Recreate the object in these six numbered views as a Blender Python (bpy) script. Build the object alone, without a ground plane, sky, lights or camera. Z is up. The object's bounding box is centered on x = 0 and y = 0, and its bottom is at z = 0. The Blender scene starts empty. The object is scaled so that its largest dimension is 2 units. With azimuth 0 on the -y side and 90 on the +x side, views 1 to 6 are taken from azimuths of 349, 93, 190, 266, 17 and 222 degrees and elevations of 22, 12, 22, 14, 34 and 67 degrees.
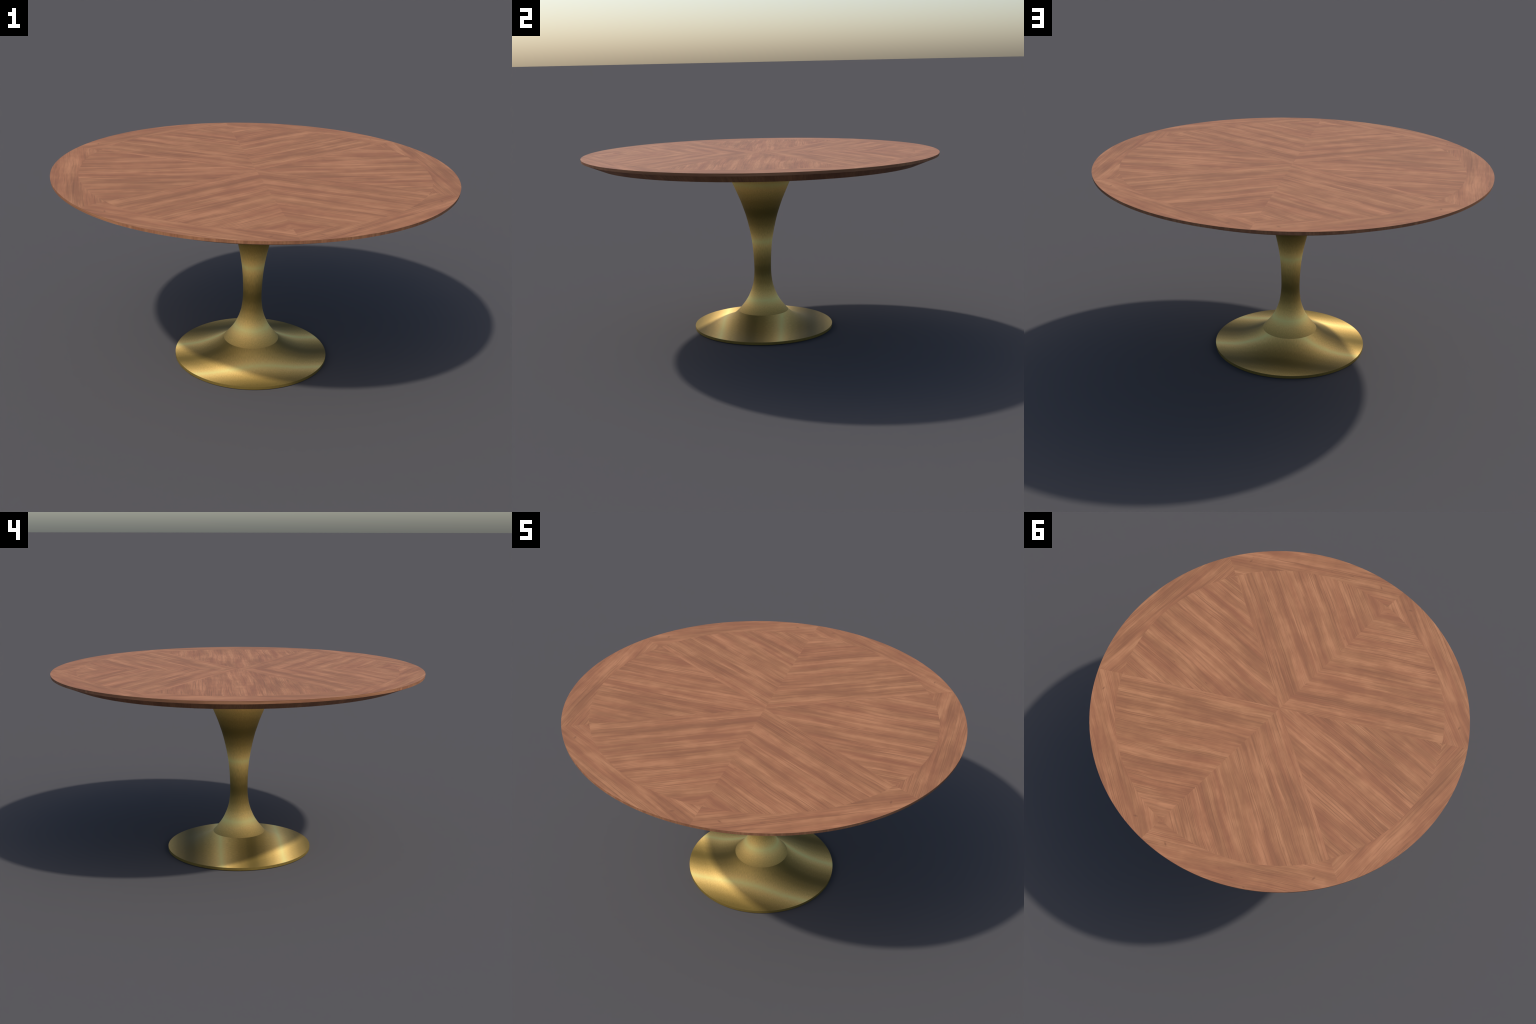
"""Round pedestal dining table: star-matched walnut veneer top with a mitred
border, undercut edge, on a one-piece trumpet pedestal in brushed brass."""
import bpy, math
import numpy as np
from mathutils import Vector

TAU = 2 * math.pi

# ---------------------------------------------------------------- sizes (m)
TOP_Z = 1.0133          # upper face of the veneer
EDGE_Z = 0.9990         # lower arris of the upright edge
UNDER_Z = 0.9592        # flat underside
TOP_R = 1.000
EDGE_LOW_R = 0.9985
UNDER_R = 0.900
VENEER = 0.0010         # veneer thickness
STAR_R = 0.8665         # joint between star panels and border strips
FOOT_R = 0.400
FOOT_EDGE = 0.0148
JOIN_R = 0.1435         # where the stem's brushing gives way to the foot's
BAND = 0.3385           # repeat of the sheen bands painted on the brass
PLATE_HALF = 0.330      # square mounting block hidden under the top
PLATE_Z = 0.930
SEG = 192

# stem + foot silhouette, (radius, height) from the table down to the foot rim
PROFILE = [(0.2120, 0.9370), (0.2020, 0.9200), (0.1830, 0.8850), (0.1650, 0.8488),
           (0.1495, 0.8140), (0.1335, 0.7770), (0.1185, 0.7410), (0.1050, 0.7030),
           (0.0927, 0.6660), (0.0827, 0.6290), (0.0752, 0.5970), (0.0671, 0.5590),
           (0.0609, 0.5220), (0.0558, 0.4850), (0.0524, 0.4470), (0.0502, 0.4090),
           (0.0490, 0.3710), (0.0485, 0.3340), (0.0502, 0.3000), (0.0562, 0.2545),
           (0.0672, 0.2170), (0.0838, 0.1785), (0.0943, 0.1600), (0.1078, 0.1395),
           (0.1240, 0.1195), (0.1340, 0.1070), (0.1435, 0.0960), (0.1570, 0.0825),
           (0.1720, 0.0695), (0.1900, 0.0580), (0.2100, 0.0485), (0.2350, 0.0380),
           (0.2650, 0.0275), (0.3000, 0.0205), (0.3350, 0.0170), (0.3700, 0.0157), (FOOT_R, FOOT_EDGE)]


def smooth_profile(points, step=0.004, sigma=0.008):
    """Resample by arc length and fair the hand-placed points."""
    p = np.array(points, float)
    s = np.r_[0, np.cumsum(np.hypot(*np.diff(p, axis=0).T))]
    n = int(s[-1] / step) + 1
    t = np.linspace(0, s[-1], n)
    q = np.stack([np.interp(t, s, p[:, k]) for k in (0, 1)], 1)
    h = int(3 * sigma / (t[1])) + 1
    k = np.exp(-0.5 * (np.arange(-h, h + 1) * t[1] / sigma) ** 2)
    k /= k.sum()
    a = 2 * q[0] - q[h:0:-1]
    b = 2 * q[-1] - q[-2:-h - 2:-1]
    e = np.concatenate([a, q, b])
    return np.stack([np.convolve(e[:, c], k, 'valid') for c in (0, 1)], 1)


# ---------------------------------------------------------------- helpers
def new_object(name, mesh, parent=None, material=None):
    ob = bpy.data.objects.new(name, mesh)
    bpy.context.scene.collection.objects.link(ob)
    ob.parent = parent
    if material and not mesh.materials:
        mesh.materials.append(material)
    return ob


def make_mesh(name, verts, faces, smooth=False):
    me = bpy.data.meshes.new(name)
    me.from_pydata([tuple(v) for v in verts], [], faces)
    me.validate()
    me.polygons.foreach_set('use_smooth', [smooth] * len(me.polygons))
    me.update()
    return me


def lathe(name, rz, normals=None, close_first=False, close_last=False):
    """Revolve an (r, z) outline; optional (nr, nz) outline normals."""
    n = len(rz)
    ang = [TAU * i / SEG for i in range(SEG)]
    verts = [(r * math.cos(a), r * math.sin(a), z) for r, z in rz for a in ang]
    faces = []
    for j in range(n - 1):
        if tuple(rz[j]) == tuple(rz[j + 1]):      # doubled ring: a sharp arris
            continue
        for i in range(SEG):
            k = (i + 1) % SEG
            faces.append((j * SEG + i, (j + 1) * SEG + i, (j + 1) * SEG + k, j * SEG + k))
    if close_first:
        faces.append(tuple(range(SEG)))
    if close_last:
        faces.append(tuple((n - 1) * SEG + i for i in reversed(range(SEG))))
    me = make_mesh(name, verts, faces, normals is not None)
    if normals is not None:
        me.normals_split_custom_set_from_vertices(
            [(nr * math.cos(a), nr * math.sin(a), nz) for nr, nz in normals for a in ang])
    return me


class Nodes:
    """Small helper for wiring shader nodes."""

    def __init__(self, name):
        self.mat = bpy.data.materials.new(name)
        self.mat.use_nodes = True
        self.t = self.mat.node_tree
        self.bsdf = self.t.nodes['Principled BSDF']

    def add(self, kind, **props):
        n = self.t.nodes.new(kind)
        for k, v in props.items():
            setattr(n, k, v)
        return n

    def put(self, sock, v):
        if isinstance(v, bpy.types.NodeSocket):
            self.t.links.new(v, sock)
        else:
            sock.default_value = v

    def math(self, op, a, b=0.0, c=0.0, clamp=False):
        n = self.add('ShaderNodeMath', operation=op, use_clamp=clamp)
        for s, v in zip(n.inputs, (a, b, c)):
            self.put(s, v)
        return n.outputs[0]

    def vec(self, op, a, b):
        n = self.add('ShaderNodeVectorMath', operation=op)
        self.put(n.inputs[0], a)
        self.put(n.inputs[1], b)
        return n.outputs[0]

    def object_coords(self):
        return self.add('ShaderNodeTexCoord').outputs['Object']

    def split(self, v):
        n = self.add('ShaderNodeSeparateXYZ')
        self.put(n.inputs[0], v)
        return n.outputs

    def join(self, x, y, z):
        n = self.add('ShaderNodeCombineXYZ')
        for s, v in zip(n.inputs, (x, y, z)):
            self.put(s, v)
        return n.outputs[0]

    def noise(self, v, scale=1.0, detail=2.0, rough=0.5, distort=0.0):
        n = self.add('ShaderNodeTexNoise')
        self.put(n.inputs['Vector'], v)
        n.inputs['Scale'].default_value = scale
        n.inputs['Detail'].default_value = detail
        n.inputs['Roughness'].default_value = rough
        n.inputs['Distortion'].default_value = distort
        return n.outputs['Fac']

    def remap(self, v, a, b, c=0.0, d=1.0):
        n = self.add('ShaderNodeMapRange')
        for s, x in zip(n.inputs, (v, a, b, c, d)):
            self.put(s, x)
        return n.outputs[0]

    def ramp(self, v, stops, mode='LINEAR'):
        n = self.add('ShaderNodeValToRGB')
        r = n.color_ramp
        r.interpolation = mode
        while len(r.elements) < len(stops):
            r.elements.new(0.5)
        for e, (p, c) in zip(r.elements, stops):
            e.position = p
            e.color = (*c, 1.0)
        self.put(n.inputs[0], v)
        return n.outputs[0]

    def mix(self, fac, a, b, mode='MIX'):
        n = self.add('ShaderNodeMix', data_type='RGBA', blend_type=mode)
        self.put(n.inputs[0], fac)
        for s, v in ((n.inputs[6], a), (n.inputs[7], b)):
            self.put(s, v if isinstance(v, bpy.types.NodeSocket) else (*v, 1.0))
        return n.outputs[2]


# ---------------------------------------------------------------- materials
WOOD_DARK = (0.225, 0.090, 0.046)
WOOD_MID = (0.310, 0.133, 0.064)
WOOD_LIGHT = (0.425, 0.195, 0.096)
WOOD_PINK = (0.328, 0.131, 0.066)
WOOD_OLIVE = (0.300, 0.141, 0.066)


def wood_colour(m, along, across, seed):
    """Straight-grained veneer: 'along' and 'across' run in metres."""
    bend = m.noise(m.join(m.math('MULTIPLY', along, 2.4),
                          m.math('MULTIPLY', across, 2.5), seed), 1.0, 2.0)
    y = m.math('ADD', across, m.math('MULTIPLY', m.math('SUBTRACT', bend, 0.5), 0.028))

    def streak(fx, fy, dz, detail, rough=0.5):
        return m.noise(m.join(m.math('MULTIPLY', along, fx),
                              m.math('MULTIPLY', y, fy),
                              m.math('ADD', seed, dz)), 1.0, detail, rough)

    broad = streak(2.6, 17.0, 0.0, 2.0, 0.5)       # light and dark stripes
    medium = streak(2.6, 62.0, 7.3, 2.0)           # narrower streaks
    fine = streak(3.0, 210.0, 13.1, 1.0, 0.5)      # growth lines
    pores = streak(14.0, 420.0, 17.9, 1.0, 0.5)    # short pores
    where = streak(2.2, 15.0, 21.7, 2.0)           # lines crowd in some bands
    hue = streak(1.6, 15.0, 31.9, 2.0)             # rosy against tan
    cross = m.noise(m.join(m.math('MULTIPLY', along, 15.0),
                           m.math('MULTIPLY', y, 13.0), seed), 1.0, 2.0)

    tone = m.math('ADD', m.math('MULTIPLY', broad, 0.64), m.math('MULTIPLY', medium, 0.30))
    tone = m.math('ADD', tone, m.math('MULTIPLY', cross, 0.18))
    base = m.ramp(m.remap(tone, 0.44, 0.68),
                  [(0.0, WOOD_DARK), (0.5, WOOD_MID), (1.0, WOOD_LIGHT)])
    tint = m.ramp(m.remap(hue, 0.38, 0.62), [(0.0, WOOD_PINK), (1.0, WOOD_OLIVE)])
    col = m.mix(0.30, base, tint)
    lines = m.math('MULTIPLY', m.remap(fine, 0.48, 0.66), m.remap(where, 0.38, 0.60, 0.15, 1.0))
    col = m.mix(m.math('MULTIPLY', lines, 0.58), col, (0.175, 0.076, 0.038))
    col = m.mix(m.remap(pores, 0.48, 0.70, 0.0, 0.42), col, (0.19, 0.082, 0.042))
    fleck = m.noise(m.join(m.math('MULTIPLY', along, 26.0), m.math('MULTIPLY', y, 95.0),
                           m.math('ADD', seed, 41.3)), 1.0, 0.0)
    return m.mix(m.remap(fleck, 0.86, 0.90, 0.0, 0.45), col, (0.12, 0.050, 0.028))


def finish_wood(m, col):
    m.put(m.bsdf.inputs['Base Color'], col)
    m.bsdf.inputs['Roughness'].default_value = 0.65
    m.bsdf.inputs['Specular IOR Level'].default_value = 0.20
    return m.mat


def panel_wood(name, knots=False, book=None):
    """Veneer whose grain follows the piece's own x axis; each leaf differs.
    With 'book' the leaves are nearly mirror images, like opened book pages."""
    m = Nodes(name)
    x, y, z = m.split(m.object_coords())
    index = m.add('ShaderNodeObjectInfo').outputs['Random']
    if book is None:
        col = wood_colour(m, x, y, m.math('MULTIPLY', index, 97.0))
    else:
        col = wood_colour(m, x, m.math('ABSOLUTE', y),
                          m.math('ADD', book, m.math('MULTIPLY', index, 0.55)))
    if knots:       # a small pin knot near each mitre
        dx = m.math('SUBTRACT', m.math('ABSOLUTE', x), 0.376)
        dy = m.math('SUBTRACT', y, 0.866)
        dx = m.math('ADD', dx, m.math('MULTIPLY', dy, 0.5))
        d = m.math('SQRT', m.math('ADD', m.math('POWER', m.math('DIVIDE', dx, 0.0045), 2.0),
                                  m.math('POWER', m.math('DIVIDE', dy, 0.0085), 2.0)))
        col = m.mix(m.remap(d, 0.3, 1.6, 0.55, 0.0), col, (0.13, 0.055, 0.03))
    return finish_wood(m, col)


def edge_wood(name):
    """Lipping: end-on stripes facing the sides, lengthwise grain at the ends."""
    m = Nodes(name)
    x, y, z = m.split(m.object_coords())
    upright = wood_colour(m, z, m.math('MULTIPLY', x, 2.2), 2.0)
    length = wood_colour(m, y, m.math('MULTIPLY', z, 2.6), 5.0)
    facing_x = m.math('GREATER_THAN', m.math('ABSOLUTE', x), m.math('ABSOLUTE', y))
    return finish_wood(m, m.mix(facing_x, upright, length))


def underside_wood(name):
    m = Nodes(name)
    x, y, z = m.split(m.object_coords())
    return finish_wood(m, wood_colour(m, x, y, 9.0))


BRASS_BAKED_SHEEN = [(0.00, (0.200, 0.136, 0.030)), (0.12, (0.222, 0.150, 0.036)),  # dull trough to bright crest: brushed-metal highlights drawn as colour
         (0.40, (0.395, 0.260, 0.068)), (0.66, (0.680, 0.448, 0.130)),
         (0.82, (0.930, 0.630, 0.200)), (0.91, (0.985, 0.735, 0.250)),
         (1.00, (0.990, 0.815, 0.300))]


def brushed_brass(name, foot):
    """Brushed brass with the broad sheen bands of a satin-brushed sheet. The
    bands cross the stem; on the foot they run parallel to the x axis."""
    m = Nodes(name)
    x, y, z = m.split(m.object_coords())
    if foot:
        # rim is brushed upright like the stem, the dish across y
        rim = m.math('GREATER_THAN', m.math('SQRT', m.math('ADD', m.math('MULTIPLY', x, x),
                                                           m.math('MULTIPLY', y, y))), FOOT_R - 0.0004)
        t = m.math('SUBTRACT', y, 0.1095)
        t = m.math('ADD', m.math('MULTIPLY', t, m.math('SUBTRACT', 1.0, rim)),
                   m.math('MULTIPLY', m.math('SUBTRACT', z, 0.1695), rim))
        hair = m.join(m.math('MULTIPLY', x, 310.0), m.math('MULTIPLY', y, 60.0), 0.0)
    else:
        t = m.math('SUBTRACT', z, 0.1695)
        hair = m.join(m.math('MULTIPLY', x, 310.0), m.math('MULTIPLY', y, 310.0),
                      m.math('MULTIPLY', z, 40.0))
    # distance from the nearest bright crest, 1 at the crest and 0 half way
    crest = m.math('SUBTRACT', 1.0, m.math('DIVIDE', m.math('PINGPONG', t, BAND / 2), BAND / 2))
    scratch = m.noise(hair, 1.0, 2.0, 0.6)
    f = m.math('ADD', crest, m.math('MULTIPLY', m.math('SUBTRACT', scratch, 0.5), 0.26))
    col = m.ramp(f, BRASS_BAKED_SHEEN)
    m.put(m.bsdf.inputs['Base Color'], col)
    m.bsdf.inputs['Metallic'].default_value = METAL
    m.bsdf.inputs['Roughness'].default_value = ROUGH
    m.bsdf.inputs['Specular IOR Level'].default_value = 0.22
    bump = m.add('ShaderNodeBump')
    bump.inputs['Strength'].default_value = 0.06
    bump.inputs['Distance'].default_value = 0.001
    m.put(bump.inputs['Height'], scratch)
    m.put(m.bsdf.inputs['Normal'], bump.outputs[0])
    return m.mat


METAL, ROUGH = 0.48, 0.70

# ---------------------------------------------------------------- veneer leaves
def sheet(name, outline):
    """A thin leaf from a plan outline; its back is cut a hair smaller."""
    n = len(outline)
    c = Vector((sum(p[0] for p in outline) / n, sum(p[1] for p in outline) / n))
    verts = [(x, y, 0.0) for x, y in outline]
    for x, y in outline:
        d = (c - Vector((x, y))).normalized() * 0.0006
        verts.append((x + d.x, y + d.y, -VENEER))
    faces = [tuple(range(n)), tuple(reversed(range(n, 2 * n)))]
    faces += [(i, i + n, (i + 1) % n + n, (i + 1) % n) for i in range(n)]
    return make_mesh(name, verts, faces)


def arc(r, a0, a1, n=32):
    return [(r * math.cos(a0 + (a1 - a0) * i / n), r * math.sin(a0 + (a1 - a0) * i / n))
            for i in range(n + 1)]


def build():
    table = bpy.data.objects.new('pedestal_table', None)
    bpy.context.scene.collection.objects.link(table)
    table['label'] = 'round walnut veneer dining table on a brushed brass trumpet pedestal'
    table['category'] = 'dining table'

    # --- top: edge lipping, undercut and flat underside
    edge_top = TOP_Z - VENEER
    core = lathe('tabletop', [(0.30, edge_top - 0.0003), (TOP_R - 0.002, edge_top - 0.0003),
                              (UNDER_R, UNDER_Z + 0.002), (0.30, UNDER_Z + 0.002)],
                 close_first=True, close_last=True)
    top = new_object('tabletop', core, table, underside_wood('core_wood'))
    lip = lathe('edge_lipping', [(0.985, edge_top), (TOP_R, edge_top), (EDGE_LOW_R, EDGE_Z),
                                 (0.985, EDGE_Z + 0.0005)])
    new_object('edge_lipping', lip, top, edge_wood('lipping_wood'))
    under = lathe('underside', [(EDGE_LOW_R - 0.0001, EDGE_Z), (UNDER_R, UNDER_Z), (0.0005, UNDER_Z)])
    new_object('underside', under, top, underside_wood('underside_wood'))

    h, z0, z1 = PLATE_HALF, PLATE_Z, UNDER_Z + 0.0005
    corners = [(-h, -h), (h, -h), (h, h), (-h, h)]
    block = make_mesh('mounting_block', [(x, y, z) for z in (z0, z1) for x, y in corners],
                      [(3, 2, 1, 0), (4, 5, 6, 7)] + [(i, (i + 1) % 4, (i + 1) % 4 + 4, i + 4) for i in range(4)])
    new_object('mounting_block', block, top, underside_wood('block_wood'))

    # --- star of six leaves and six mitred border strips
    d60 = math.radians(60)
    leaf_mid = sheet('veneer_panel', [(0, 0)] + arc(STAR_R, -d60 / 2, d60 / 2))
    leaf_left = sheet('veneer_panel', [(0, 0)] + arc(STAR_R, 0, d60))
    leaf_right = sheet('veneer_panel', [(0, 0)] + arc(STAR_R, -d60, 0))
    plain = panel_wood('star_veneer')
    book_a = panel_wood('star_veneer_matched', book=12.4)
    book_b = panel_wood('star_veneer_matched', book=58.9)
    plan = [(leaf_mid, 0, plain), (leaf_left, 30, book_a), (leaf_right, 150, book_a),
            (leaf_mid, 180, plain), (leaf_left.copy(), 210, book_b),
            (leaf_right.copy(), 330, book_b)]
    for me, deg, wood in plan:
        ob = new_object('veneer_panel', me, top, wood)
        ob.location.z = TOP_Z
        ob.rotation_euler.z = math.radians(deg)

    mid = math.radians(90)
    outline = arc(TOP_R, mid - d60 / 2, mid + d60 / 2) + arc(STAR_R, mid + d60 / 2, mid - d60 / 2)
    strip_plain = sheet('border_strip', outline)
    strip_knotty = strip_plain.copy()
    wood_plain = panel_wood('border_veneer')
    wood_knotty = panel_wood('border_veneer_knotty', knots=True)
    for k in range(6):
        plain = k in (0, 3)
        ob = new_object('border_strip', strip_plain if plain else strip_knotty, top,
                        wood_plain if plain else wood_knotty)
        ob.location.z = TOP_Z
        ob.rotation_euler.z = math.radians(60 * k - 90)

    # --- pedestal: one smooth trumpet, split into stem and foot
    rz = smooth_profile(PROFILE)
    rz[-1] = (FOOT_R, FOOT_EDGE)
    tan = np.gradient(rz, axis=0)
    nrm = np.stack([-tan[:, 1], tan[:, 0]], 1)
    nrm /= np.linalg.norm(nrm, axis=1)[:, None]
    low = int(np.argmin(rz[:, 1]))
    cut = next(i for i in range(len(rz)) if rz[i, 1] < 0.12 and rz[i, 0] >= JOIN_R)
    pedestal = bpy.data.objects.new('pedestal', None)
    bpy.context.scene.collection.objects.link(pedestal)
    pedestal.parent = table
    stem = lathe('stem', rz[:cut + 1], nrm[:cut + 1])
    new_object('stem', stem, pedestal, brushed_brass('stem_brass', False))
    foot_rz = list(map(tuple, rz[cut:]))
    foot_n = list(map(tuple, nrm[cut:]))
    foot_rz += [(FOOT_R, FOOT_EDGE), (FOOT_R, 0.0), (FOOT_R, 0.0), (0.02, 0.0)]
    foot_n += [(1, 0), (1, 0), (0, -1), (0, -1)]
    foot = lathe('foot', foot_rz, foot_n)
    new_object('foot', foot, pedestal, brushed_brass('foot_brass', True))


build()
